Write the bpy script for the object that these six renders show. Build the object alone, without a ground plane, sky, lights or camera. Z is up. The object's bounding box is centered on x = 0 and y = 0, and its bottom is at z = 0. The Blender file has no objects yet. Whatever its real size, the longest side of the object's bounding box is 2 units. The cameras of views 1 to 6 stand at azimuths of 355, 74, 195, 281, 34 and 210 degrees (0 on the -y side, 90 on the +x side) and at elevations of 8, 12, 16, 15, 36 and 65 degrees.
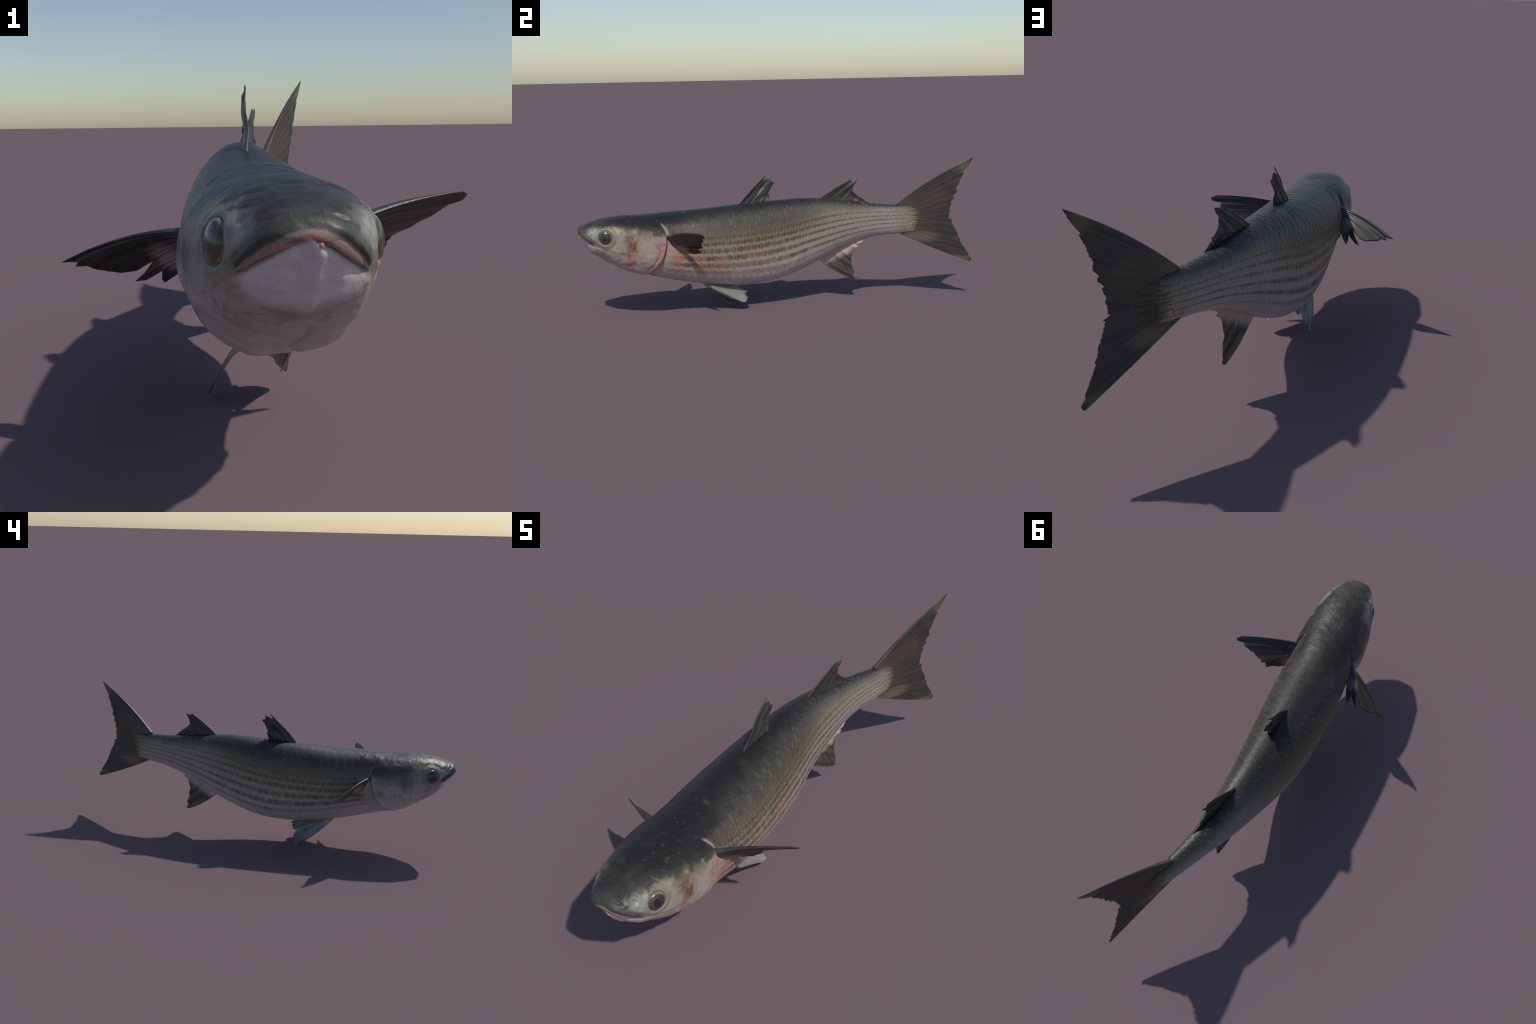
# A whole grey mullet, tail gently curved, standing on the tip of one pelvic fin.
# Head towards -y, tail towards +y.  The body is a lofted skin of super-elliptic
# cross-sections; scales, fins, eyes and lips are built on top of it.
import bpy, math, random
import numpy as np
from mathutils import Matrix, Vector

rng = np.random.default_rng(11)
random.seed(11)

# ------------------------------------------------------------------ body loft
# station (y), spine x, back z, belly z, half width, lean of the section
KNOTS = np.array([
    [-1.000, 0.000, 0.4560, 0.4360, 0.0300, 0.000],
    [-0.985, 0.000, 0.4690, 0.4140, 0.0540, 0.000],
    [-0.955, 0.000, 0.4850, 0.3690, 0.0813, 0.004],
    [-0.910, 0.000, 0.4983, 0.3285, 0.1076, 0.010],
    [-0.850, -0.002, 0.5088, 0.2880, 0.1291, 0.012],
    [-0.770, -0.006, 0.5130, 0.2472, 0.1465, 0.011],
    [-0.670, -0.010, 0.5120, 0.2130, 0.1570, 0.008],
    [-0.550, -0.012, 0.5170, 0.1792, 0.1430, 0.005],
    [-0.400, -0.0140, 0.5205, 0.1460, 0.1500, 0.014],
    [-0.200, -0.0135, 0.5320, 0.1210, 0.1419, 0.006],
    [0.000, -0.0100, 0.5420, 0.1340, 0.1230, 0.006],
    [0.200, 0.0015, 0.5450, 0.2020, 0.0930, 0.018],
    [0.350, 0.0220, 0.5290, 0.2760, 0.0759, 0.022],
    [0.500, 0.0580, 0.5080, 0.3300, 0.0518, 0.022],
    [0.640, 0.1045, 0.4970, 0.3480, 0.0350, 0.020],
    [0.670, 0.1150, 0.4960, 0.3510, 0.0300, 0.025],
    [0.700, 0.1245, 0.4950, 0.3540, 0.0235, 0.030],
    [0.730, 0.1372, 0.4920, 0.3590, 0.0165, 0.040],
    [0.765, 0.1530, 0.4780, 0.3760, 0.0080, 0.050],
    [0.800, 0.1695, 0.4500, 0.4050, 0.0020, 0.060],
])
S0, S1 = KNOTS[0, 0], KNOTS[-1, 0]
WAIST = 0.55          # height of the widest line between belly and back
NEXP = 2.3            # super-ellipse exponent
# the lower flanks are hollow: right side behind the gill, left side before the anal fin
# (negative values: fuller than the plain section)
HOLLOW_R = ([-1.0, -0.93, -0.82, -0.74, -0.66, -0.58, -0.48, -0.36, -0.25, -0.12, 0.05, 0.20, 0.90],
            [0.0, -0.02, 0.0, 0.05, 0.22, 0.38, 0.31, 0.13, -0.03, -0.13, -0.08, 0.08, 0.0])
HOLLOW_L = ([-1.0, -0.20, -0.05, 0.08, 0.20, 0.35, 0.50, 0.90], [0.0, 0.0, 0.0, 0.03, 0.13, 0.12, 0.0, 0.0])
WAIST_L = ([-1.0, -0.30, -0.10, 0.05, 0.20, 0.40, 0.90], [0.0, 0.0, 0.06, 0.09, 0.07, 0.0, 0.0])


def smooth_interp(xk, yk, x):
    h = np.diff(xk)
    d = np.diff(yk) / h
    m = np.empty_like(yk)
    m[1:-1] = (d[:-1] * h[1:] + d[1:] * h[:-1]) / (h[1:] + h[:-1])
    m[0], m[-1] = d[0], d[-1]
    i = np.clip(np.searchsorted(xk, x) - 1, 0, len(xk) - 2)
    t = (x - xk[i]) / h[i]
    return ((2*t**3 - 3*t**2 + 1) * yk[i] + (t**3 - 2*t**2 + t) * h[i] * m[i]
            + (3*t**2 - 2*t**3) * yk[i+1] + (t**3 - t**2) * h[i] * m[i+1])


def soft_table(s, table):
    xk, yk = (np.array(a, float) for a in table)
    return smooth_interp(xk, yk, np.clip(s, xk[0], xk[-1]))


def station(s):
    s = np.clip(s, S0, S1)
    return [smooth_interp(KNOTS[:, 0], KNOTS[:, k], s) for k in range(1, 6)]


def skin_point(s, th):
    """Bare body surface at station s, girth angle th (0 = left flank, 90 deg = back)."""
    s, th = np.broadcast_arrays(np.asarray(s, float), np.asarray(th, float))
    cx, zt, zb, w, lean = station(s)
    w = w - 0.0022 * sstep(-0.60, -0.45, s)          # room for the scales
    e = 1e-3
    dx = (station(s + e)[0] - station(s - e)[0]) / (2 * e)
    il = 1 / np.sqrt(1 + dx * dx)
    zc = zb + WAIST * (zt - zb)
    c, sn = np.cos(th), np.sin(th)
    r = (np.abs(c)**NEXP + np.abs(sn)**NEXP)**(-1 / NEXP)
    z = zc + np.where(sn > 0, zt - zc, zc - zb) * sn * r
    hollow = np.where(c > 0, soft_table(s, HOLLOW_L), soft_table(s, HOLLOW_R))
    flat = np.where(c > 0, soft_table(s, WAIST_L), 0.0) * np.clip(1 - (sn * r / 0.8)**2, 0, 1)**2
    off = c * r * w * (1 - hollow * np.clip(-sn * r, 0, 1) * sstep(0.0, 0.45, -sn * r)) * (1 - flat) + lean * (z - zc)
    return np.stack([cx + off * il, s - off * dx * il, z], -1)


def skin_frame(s, th):
    e = 2e-3
    p = skin_point(s, th)
    ts = skin_point(s + e, th) - skin_point(s - e, th)
    tt = skin_point(s, th + e) - skin_point(s, th - e)
    n = np.cross(tt, ts)
    n = -n / (np.linalg.norm(n, axis=-1, keepdims=True) + 1e-12)
    cx, zt, zb, w, lean = station(s)
    out = p - np.stack([cx, np.asarray(s) + 0 * cx, zb + WAIST * (zt - zb)], -1)
    n = np.where((n * out).sum(-1, keepdims=True) < 0, -n, n)
    return p, ts / (2 * e), tt / (2 * e), n


# ---------------------------------------------------------------- value noise
def vnoise(p, seed=0):
    p = np.asarray(p, float)
    i = np.floor(p).astype(np.int64)
    f = p - i
    f = f * f * (3 - 2 * f)
    out = np.zeros(p.shape[:-1])
    for dx in (0, 1):
        for dy in (0, 1):
            for dz in (0, 1):
                h = ((i[..., 0] + dx) * 374761393 + (i[..., 1] + dy) * 668265263
                     + (i[..., 2] + dz) * 2147483647 + seed * 974634777)
                h = (h ^ (h >> 13)) * 1274126177
                h = ((h ^ (h >> 16)) & 0xffff) / 65535.0
                wgt = ((f[..., 0] if dx else 1 - f[..., 0]) * (f[..., 1] if dy else 1 - f[..., 1])
                       * (f[..., 2] if dz else 1 - f[..., 2]))
                out += wgt * h
    return out * 2 - 1


def sstep(a, b, x):
    t = np.clip((x - a) / (b - a), 0, 1)
    return t * t * (3 - 2 * t)


# ------------------------------------------------------- landmarks on the head
# rear edge of the gill cover: height z -> y
GILL_Z = np.array([0.17, 0.205, 0.23, 0.26, 0.30, 0.35, 0.40, 0.445, 0.475, 0.52])
GILL_Y = np.array([-0.76, -0.715, -0.685, -0.650, -0.617, -0.598, -0.588, -0.594, -0.612, -0.66])


def gill_edge(z):
    return smooth_interp(GILL_Z, GILL_Y, np.clip(z, GILL_Z[0], GILL_Z[-1]))


def mouth_z(x):
    """Height of the mouth slit; lip_z is the lower border of the dark snout above the lip."""
    return 0.4500 - 0.052 * (np.abs(x) / 0.084)**1.35


def lip_z(x):
    return 0.4590 - 0.051 * (np.abs(x) / 0.084)**2.0


EYE_S, EYE_Z = -0.882, 0.431


def find_theta(s, z, side):
    th = np.linspace(-1.2, 1.4, 2000)
    if side < 0:
        th = np.pi - th
    p = skin_point(np.full_like(th, s), th)
    return th[np.argmin(np.abs(p[:, 2] - z))]


EYES = {}
for side in (1, -1):
    th = find_theta(EYE_S, EYE_Z, side)
    p, ts, tt, n = skin_frame(np.array(EYE_S), np.array(th))
    up = np.array([0, 0, 1.0]) - n * n[2]
    up /= np.linalg.norm(up)
    EYES[side] = (p, np.cross(up, n), up, n)


def lump(P):
    return 0.0014 * vnoise(P * 13, 8) * sstep(-0.50, -0.56, P[..., 1])


def relief(P, n):
    """Height of the modelled relief (gill cover, eye sockets, lips, lumps) along the normal."""
    x, y, z = P[..., 0], P[..., 1], P[..., 2]
    d = np.zeros(x.shape)
    # gill cover: swells towards its rear edge, then drops into the gill slit
    wob = 0.003 * vnoise(P * 40, 3)
    e = gill_edge(z) + wob - y
    amp = sstep(0.485, 0.45, z) * (0.45 + 0.55 * sstep(0.20, 0.26, z))
    front = 0.007 * np.exp(-np.clip(e, 0, 1) / 0.07)
    back = -0.0075 * np.exp(-np.clip(-e, 0, 1) / 0.035)
    k = sstep(-0.0022, 0.0022, e)
    amp = amp * np.where(x > 0, 1.0, 0.8)
    d += amp * (front * k + back * (1 - k))
    # branchiostegal fold just ahead of the edge, low down
    d += -0.0025 * amp * np.exp(-((e - 0.026) / 0.004)**2) * sstep(0.40, 0.34, z)
    # preopercle groove
    pre = -0.735 + 0.9 * np.clip(z - 0.36, -0.2, 0.1)**2 * 4 - y
    d += -0.0018 * np.exp(-(pre / 0.006)**2) * sstep(0.45, 0.42, z) * sstep(0.26, 0.30, z)
    # bottom of the throat: midline crease where both covers meet
    d += -0.007 * np.exp(-((x - 0.012 - 0.01 * np.sin(y * 50)) / 0.006)**2) * sstep(0.32, 0.28, z) * sstep(-0.92, -0.86, y) * sstep(-0.66, -0.70, y)
    # eye sockets and lids
    for side, (c, ex, ey, en) in EYES.items():
        q = P - c
        u, v, w = q @ ex, q @ ey, q @ en
        r = np.sqrt((u * 1.0)**2 + (v * 0.98)**2)
        near = (np.abs(w) < 0.05)
        wav = 1 + 0.5 * vnoise(P * 45, 12)
        d += near * (0.0022 * wav * np.exp(-((r - 0.041) / 0.006)**2)
                     - 0.010 * sstep(0.036, 0.028, r)
                     - 0.0014 * wav * np.exp(-((r - 0.054 - 0.004 * wav) / 0.005)**2))
    # nostrils
    for side in (1, -1):
        for ny, nz, nr in ((-0.972, 0.468, 0.005), (-0.938, 0.463, 0.006)):
            rr = np.sqrt((y - ny)**2 + (z - nz)**2)
            d += (x * side > 0.02) * (-0.003 * np.exp(-(rr / nr)**2)
                                      + 0.0012 * np.exp(-((rr - 1.8 * nr) / nr)**2))
    # lips: upper lip overhangs, lower jaw is set back under it
    m = z - mouth_z(x)
    fr = sstep(-0.920, -0.950, y)
    wid = 1 + 0.25 * vnoise(P * 50, 13)
    mu = z - lip_z(x)
    d += fr * (0.0050 * np.exp(-((mu - 0.009 * wid) / 0.009)**2)
               - 0.0065 * np.exp(-np.clip(-m, 0, 1) / 0.030) * sstep(0.002, -0.003, m))
    # chin and throat: keel, lumpy plates and the two gill membranes
    under = sstep(0.004, -0.02, m) * sstep(-0.62, -0.70, y)
    d += under * (0.0075 * np.exp(-((x - 0.014 - 0.08 * (z - 0.42)) / (0.010 + 0.003 * wid))**2) * sstep(-0.90, -0.94, y)
                  + 0.0034 * vnoise(P * 24, 14) + 0.0017 * vnoise(P * 55, 15))
    d += 0.007 * np.exp(-(((x - 0.055) / 0.035)**2 + ((y + 0.775) / 0.06)**2)) * sstep(0.33, 0.28, z)
    d += 0.004 * np.exp(-(((x + 0.045) / 0.035)**2 + ((y + 0.740) / 0.06)**2)) * sstep(0.33, 0.28, z)
    # lumps: head roof, cheeks, belly
    roof = sstep(0.44, 0.49, z) * sstep(-0.48, -0.52, y)
    d += roof * (0.0010 * vnoise(P * np.array([32, 42, 32]), 5) + 0.0004 * vnoise(P * 120, 6))
    d += 0.0006 * vnoise(P * 70, 7) * sstep(-0.55, -0.62, y) * (1 - roof)
    d += lump(P) + 0.0005 * vnoise(P * 45, 9) * sstep(-0.50, -0.55, y)
    d += -0.0009 * sstep(-0.55, -0.48, y)          # bed for the scales
    # nape: small step where the scaly coat begins
    nape = y - (-0.487 + 0.25 * x * x)
    d += sstep(0.47, 0.50, z) * (0.0010 * np.exp(-np.clip(-nape, 0, 1) / 0.03) * (nape < 0)
                                 - 0.0010 * np.exp(-(nape - 0.004)**2 / 0.004**2))
    # vent, just before the anal fin
    d += -0.003 * np.exp(-((y - 0.215)**2 + (x + 0.004)**2) / 0.008**2) * (z < 0.3)
    return d


# ------------------------------------------------------------- mesh utilities
def new_object(name, verts, faces, mat=None, parent=None, normals=None, smooth=True):
    me = bpy.data.meshes.new(name)
    verts = np.asarray(verts, float)
    me.from_pydata(verts.tolist(), [], [list(map(int, f)) for f in faces])
    me.update()
    if smooth:
        me.shade_smooth()
    if normals is not None:
        me.normals_split_custom_set_from_vertices(np.asarray(normals).tolist())
    ob = bpy.data.objects.new(name, me)
    bpy.context.scene.collection.objects.link(ob)
    if mat:
        me.materials.append(mat)
    if parent:
        ob.parent = parent
    return ob


def grid_faces(nu, nv, wrap_v=False):
    i = np.arange(nu - 1)[:, None]
    j = np.arange(nv if wrap_v else nv - 1)[None, :]
    a = i * nv + j
    b = i * nv + (j + 1) % nv
    return np.stack([a, b, b + nv, a + nv], -1).reshape(-1, 4)


def vertex_normals(V, F):
    n = np.zeros_like(V)
    fn = np.cross(V[F[:, 2]] - V[F[:, 0]], V[F[:, 3]] - V[F[:, 1]])
    for k in range(4):
        np.add.at(n, F[:, k], fn)
    return n / (np.linalg.norm(n, axis=1, keepdims=True) + 1e-15)


# ------------------------------------------------------------ node shorthands
class Nodes:
    def __init__(self, name):
        self.mat = bpy.data.materials.new(name)
        self.mat.use_nodes = True
        self.t = self.mat.node_tree
        self.bsdf = self.t.nodes['Principled BSDF']
        self.out = self.t.nodes['Material Output']

    def put(self, socket, v):
        if isinstance(v, bpy.types.NodeSocket):
            self.t.links.new(v, socket)
        elif v is not None:
            if hasattr(socket.default_value, '__len__') and not hasattr(v, '__len__'):
                v = (v,) * len(socket.default_value)
            if hasattr(v, '__len__') and len(v) == 3 and len(socket.default_value) == 4:
                v = (*v, 1)
            socket.default_value = v

    def math(self, op, a, b=None, c=None, clamp=False):
        n = self.t.nodes.new('ShaderNodeMath')
        n.operation = op
        n.use_clamp = clamp
        for s, v in zip(n.inputs, (a, b, c)):
            self.put(s, v)
        return n.outputs[0]

    def add(self, a, b): return self.math('ADD', a, b)
    def sub(self, a, b): return self.math('SUBTRACT', a, b)
    def mul(self, a, b): return self.math('MULTIPLY', a, b)
    def div(self, a, b): return self.math('DIVIDE', a, b)

    def step(self, v, lo, hi, a=0.0, b=1.0):
        n = self.t.nodes.new('ShaderNodeMapRange')
        n.interpolation_type = 'SMOOTHSTEP'
        for s, x in zip(n.inputs[:5], (v, lo, hi, a, b)):
            self.put(s, x)
        return n.outputs[0]

    def lin(self, v, lo, hi, a=0.0, b=1.0):
        n = self.t.nodes.new('ShaderNodeMapRange')
        for s, x in zip(n.inputs[:5], (v, lo, hi, a, b)):
            self.put(s, x)
        return n.outputs[0]

    def mix(self, f, a, b, mode='MIX'):
        n = self.t.nodes.new('ShaderNodeMix')
        n.data_type = 'RGBA'
        n.blend_type = mode
        self.put(n.inputs[0], f)
        self.put(n.inputs[6], a)
        self.put(n.inputs[7], b)
        return n.outputs[2]

    def ramp(self, f, stops, interp='LINEAR'):
        n = self.t.nodes.new('ShaderNodeValToRGB')
        n.color_ramp.interpolation = interp
        el = n.color_ramp.elements
        while len(el) < len(stops):
            el.new(0.5)
        for e, (p, c) in zip(el, stops):
            e.position = p
            e.color = (*c, 1) if len(c) == 3 else c
        self.put(n.inputs[0], f)
        return n.outputs[0]

    def noise(self, vec, scale, detail=3, rough=0.55, dist=0.0):
        n = self.t.nodes.new('ShaderNodeTexNoise')
        self.put(n.inputs['Vector'], vec)
        for k, v in (('Scale', scale), ('Detail', detail), ('Roughness', rough), ('Distortion', dist)):
            n.inputs[k].default_value = v
        return n.outputs[0]

    def voronoi(self, vec, scale, feature='F1'):
        n = self.t.nodes.new('ShaderNodeTexVoronoi')
        n.feature = feature
        self.put(n.inputs['Vector'], vec)
        n.inputs['Scale'].default_value = scale
        return n.outputs[0]

    def scalev(self, vec, s):
        n = self.t.nodes.new('ShaderNodeVectorMath')
        n.operation = 'MULTIPLY'
        self.put(n.inputs[0], vec)
        n.inputs[1].default_value = s
        return n.outputs[0]

    def combine(self, x, y, z):
        n = self.t.nodes.new('ShaderNodeCombineXYZ')
        for s, v in zip(n.inputs, (x, y, z)):
            self.put(s, v)
        return n.outputs[0]

    def curve(self, v, xs, ys):
        """Piecewise curve of the body's build, xs -> ys, as a Float Curve node."""
        xs, ys = np.asarray(xs), np.asarray(ys)
        lo, hi = ys.min(), ys.max() + 1e-9
        n = self.t.nodes.new('ShaderNodeFloatCurve')
        cu = n.mapping.curves[0]
        pts = cu.points
        tx = (xs - xs[0]) / (xs[-1] - xs[0])
        ty = (ys - lo) / (hi - lo)
        while len(pts) < len(xs):
            pts.new(0.5, 0.5)
        for p, a, b in zip(pts, tx, ty):
            p.location = (a, b)
            p.handle_type = 'VECTOR'
        n.mapping.update()
        self.put(n.inputs['Value'], self.lin(v, float(xs[0]), float(xs[-1])))
        return self.lin(n.outputs[0], 0, 1, float(lo), float(hi))

    def position(self):
        g = self.t.nodes.new('ShaderNodeTexCoord')
        s = self.t.nodes.new('ShaderNodeNewGeometry')
        P = s.outputs['Position']
        q = self.t.nodes.new('ShaderNodeSeparateXYZ')
        self.t.links.new(P, q.inputs[0])
        self.t.nodes.remove(g)
        return P, q.outputs[0], q.outputs[1], q.outputs[2]

    def blob(self, P, c, r, warp=None, k=0.5):
        """1 inside a soft-edged ellipsoid at c with radii r, warped by noise."""
        n = self.t.nodes.new('ShaderNodeVectorMath')
        n.operation = 'SUBTRACT'
        self.put(n.inputs[0], P)
        n.inputs[1].default_value = c
        m = self.scalev(n.outputs[0], tuple(1 / x for x in r))
        l = self.t.nodes.new('ShaderNodeVectorMath')
        l.operation = 'LENGTH'
        self.put(l.inputs[0], m)
        d = l.outputs['Value']
        if warp is not None:
            d = self.add(d, self.mul(self.sub(warp, 0.5), 2.0))
        return self.step(d, 1 + k, 1 - k)

    def bump(self, h, dist, strength=1.0):
        n = self.t.nodes.new('ShaderNodeBump')
        n.inputs['Strength'].default_value = strength
        n.inputs['Distance'].default_value = dist
        self.put(n.inputs['Height'], h)
        self.t.links.new(n.outputs[0], self.bsdf.inputs['Normal'])

    def finish(self, color, rough=0.4, spec=0.5, coat=0.0):
        self.put(self.bsdf.inputs['Base Color'], color)
        self.put(self.bsdf.inputs['Roughness'], rough)
        self.put(self.bsdf.inputs['Specular IOR Level'], spec)
        self.put(self.bsdf.inputs['Coat Weight'], coat)
        self.bsdf.inputs['Coat Roughness'].default_value = 0.15
        return self.mat


# -------------------------------------------------------------- scale lattice
SPACING0, SPACING_SLOPE = 0.0405, 0.0115     # scale pitch along the body, shrinking tailwards
ROW_BETA = 0.125


def col_of(s):
    return -np.log(SPACING0 - SPACING_SLOPE * (s + 0.5)) / SPACING_SLOPE


def s_of(c):
    return (SPACING0 - np.exp(-SPACING_SLOPE * c)) / SPACING_SLOPE - 0.5


def rows_per_rad(s):
    return 4.456 - 1.456 * sstep(-0.3, 0.65, s)


def row_shift(s):
    return 0.3 - 0.5 * np.clip(s, -0.8, 0.65)


TH_TAB = np.linspace(-1.9, 1.9, 400)
ROW_TAB = TH_TAB + ROW_BETA * np.sin(2 * TH_TAB)


def row_of(th, s):
    return rows_per_rad(s) * (th + ROW_BETA * np.sin(2 * th)) + row_shift(s)


def th_of(row, s):
    return np.interp((row - row_shift(s)) / rows_per_rad(s), ROW_TAB, TH_TAB)


ARC = 2.6                                      # roundness of a scale's free edge


# ---------------------------------------------------------------- skin shader
def skin_material():
    N = Nodes('mullet_skin')
    P, x, y, z = N.position()
    ks = np.linspace(S0, S1, 36)
    cx, zt, zb, w, lean = station(ks)
    dx = np.gradient(cx, ks)
    wid = w * np.sqrt(1 + dx * dx)
    ccx, czt, czb, cw = (N.curve(y, ks, a) for a in (cx, zt, zb, wid))
    off = N.sub(x, ccx)
    hgt = N.sub(czt, czb)
    zz = N.sub(z, N.add(czb, N.mul(hgt, WAIST)))
    upper = N.math('GREATER_THAN', zz, 0.0)
    half = N.mul(hgt, N.add(WAIST, N.mul(upper, 1 - 2 * WAIST)))
    Zn = N.div(zz, half)
    Xn = N.math('ABSOLUTE', N.div(off, cw))
    th = N.math('ARCTAN2', Zn, Xn)
    # lattice coordinates: row (around) and column (along)
    kr = N.step(y, -0.3, 0.65, 4.456, 3.0)
    sh = N.lin(y, -0.8, 0.65, 0.7, -0.025)
    row = N.add(N.mul(kr, N.add(th, N.mul(N.math('SINE', N.mul(th, 2.0)), ROW_BETA))), sh)
    col = N.mul(N.math('LOGARITHM', N.sub(SPACING0, N.mul(N.add(y, 0.5), SPACING_SLOPE)), math.e),
                -1 / SPACING_SLOPE)
    j = N.math('ROUND', row)
    r = N.math('ABSOLUTE', N.sub(row, j))
    par = N.mul(N.math('FLOORED_MODULO', j, 2.0), 0.5)
    cc = N.sub(col, par)
    fc = N.sub(cc, N.math('ROUND', cc))
    own = N.sub(fc, N.sub(0.5, N.mul(N.math('POWER', r, ARC), 0.5)))
    nb = N.add(fc, N.mul(N.math('POWER', N.sub(1.0, r), ARC), 0.5))
    rim = N.math('MAXIMUM',
                 N.mul(N.step(own, -0.12, -0.03), N.step(own, 0.03, -0.01)),
                 N.mul(N.step(nb, -0.12, -0.03), N.step(nb, 0.03, -0.01)))
    inner = N.math('GREATER_THAN', nb, 0.0)       # the row's own scale shows here

    big = N.noise(P, 9.0, 3)
    mid = N.noise(P, 32.0, 4, 0.6)
    fine = N.noise(P, 150.0, 3, 0.6)
    grain = N.noise(P, 420.0, 2, 0.6)
    cell = N.noise(N.combine(N.mul(j, 7.31), N.mul(N.math('ROUND', cc), 3.77), N.math('SIGN', x)), 1.0, 0)

    # ---- flank: dark back, olive shoulder, pale silvery sides, white belly
    t = N.add(th, N.mul(N.sub(mid, 0.5), 0.35))
    t = N.add(t, N.mul(N.sub(big, 0.5), 0.2))
    t = N.add(t, N.lin(y, 0.0, 0.6, 0.0, -0.10))
    base = N.ramp(N.lin(t, -1.57, 1.57), [
        (0.00, (0.58, 0.53, 0.515)), (0.26, (0.48, 0.43, 0.415)), (0.40, (0.315, 0.275, 0.245)),
        (0.50, (0.23, 0.203, 0.168)), (0.575, (0.145, 0.122, 0.084)), (0.66, (0.078, 0.068, 0.050)),
        (0.76, (0.043, 0.042, 0.036)), (0.86, (0.022, 0.0195, 0.0158)), (1.0, (0.0165, 0.0148, 0.0125))])
    # greyer, more silver on the tail stalk
    tailk = N.step(y, 0.0, 0.35)
    silver = N.ramp(N.lin(t, -1.57, 1.57), [
        (0.0, (0.48, 0.44, 0.43)), (0.35, (0.325, 0.298, 0.278)), (0.52, (0.25, 0.232, 0.205)),
        (0.62, (0.235, 0.215, 0.155)), (0.72, (0.105, 0.103, 0.085)), (0.82, (0.037, 0.038, 0.035)),
        (1.0, (0.0165, 0.0148, 0.0125))])
    col_flank = N.mix(tailk, base, silver)
    # stripes: one per scale row, brown with a golden heart in each scale
    wstripe = N.lin(y, -0.1, 0.45, 0.37, 0.18)
    ragged = N.add(N.mul(N.sub(fine, 0.5), 0.20), N.mul(N.mul(N.math('COSINE', N.mul(fc, 6.2832)), -0.05), N.step(y, 0.25, -0.1)))
    stripe = N.step(N.add(r, ragged), N.add(wstripe, 0.03), N.sub(wstripe, 0.18))
    stripe = N.mul(stripe, N.add(0.62, N.mul(N.step(N.noise(P, 22.0, 3, 0.6), 0.35, 0.6), 0.45)))
    zone = N.mul(N.step(row, -4.2, -1.9), N.step(row, 3.2, 1.6))
    zone = N.mul(zone, N.step(N.add(y, N.mul(mid, 0.08)), -0.60, -0.50))
    stripe = N.mul(stripe, zone)
    heart = N.mul(N.step(N.math('ABSOLUTE', N.add(fc, 0.03)), 0.15, 0.03), N.add(0.15, N.mul(cell, 0.9)))
    heart = N.math('MULTIPLY', heart, 1.0, clamp=True)
    dark_stripe = N.mix(N.step(row, -2.4, 1.0), (0.120, 0.082, 0.048), (0.092, 0.074, 0.043))
    gold = N.mix(N.step(row, -2.6, 0.6), (0.26, 0.135, 0.07), (0.21, 0.150, 0.045))
    scol = N.mix(heart, dark_stripe, gold)
    col_flank = N.mix(N.mul(N.mul(stripe, N.add(0.80, N.mul(fine, 0.3))), N.mul(N.step(y, 0.7, 0.0, 0.85, 1.0), N.step(x, -0.03, 0.03, 0.82, 1.0))), col_flank, scol)  # stripes painted fainter on the right flank for its low contrast in shade
    # lower scales: loose orange crescents at the front of each scale
    low = N.mul(N.step(row, -6.3, -4.6), N.step(row, -2.1, -3.2))
    low = N.mul(low, N.mul(N.step(y, -0.52, -0.35), N.step(y, 0.25, 0.05)))
    cres = N.mul(N.step(nb, 0.30, 0.04), inner)
    cres = N.mul(N.mul(cres, low), N.step(N.add(cell, N.mul(mid, 0.5)), 0.5, 0.85))
    col_flank = N.mix(N.mul(cres, 0.35), col_flank, (0.30, 0.165, 0.095))
    # upper scales: dark front, olive-gold streak
    up = N.mul(N.step(row, 0.6, 1.8), N.step(row, 6.5, 3.5))
    streak = N.mul(N.step(N.math('ABSOLUTE', fc), 0.34, 0.06), N.step(mid, 0.40, 0.62))
    col_flank = N.mix(N.mul(N.mul(up, streak), 0.55), col_flank, (0.155, 0.128, 0.066))
    col_flank = N.mix(N.mul(N.mul(up, N.step(N.math('ABSOLUTE', fc), 0.30, 0.48)), 0.15), col_flank,
                      (0.030, 0.032, 0.028))
    # back: single scales and patches run darker or brown
    dors = N.step(row, 3.0, 5.0)
    col_flank = N.mix(N.mul(dors, N.mul(N.step(N.add(cell, N.mul(N.sub(mid, .5), .8)), 0.50, 0.75), 0.40)), col_flank, (0.046, 0.038, 0.026))
    col_flank = N.mix(N.mul(dors, N.mul(N.step(N.add(cell, N.mul(N.sub(mid, .5), .8)), 0.42, 0.25), 0.5)), col_flank, (0.013, 0.013, 0.013))
    # scale rims
    rimk = N.mul(rim, N.step(N.add(row, N.mul(N.sub(mid, .5), 3.0)), 7.0, 0.5))
    rimk = N.mul(rimk, N.mul(N.step(row, -7.0, -4.0), N.lin(y, 0.0, 0.4, 1.0, 0.6)))
    rimc = N.mix(N.step(row, 1.0, 4.0), (0.46, 0.385, 0.34), (0.17, 0.175, 0.155))
    col_flank = N.mix(N.mul(rimk, N.mul(N.add(0.12, N.mul(mid, 0.80)), N.sub(1.0, N.mul(stripe, 0.45)))), col_flank, rimc)
    # pink bruising on the left flank behind the gill
    left = N.step(x, -0.01, 0.02)
    pk = N.mul(N.blob(P, (0.13, -0.33, 0.255), (0.12, 0.34, 0.062), big, 0.8), left)
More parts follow.
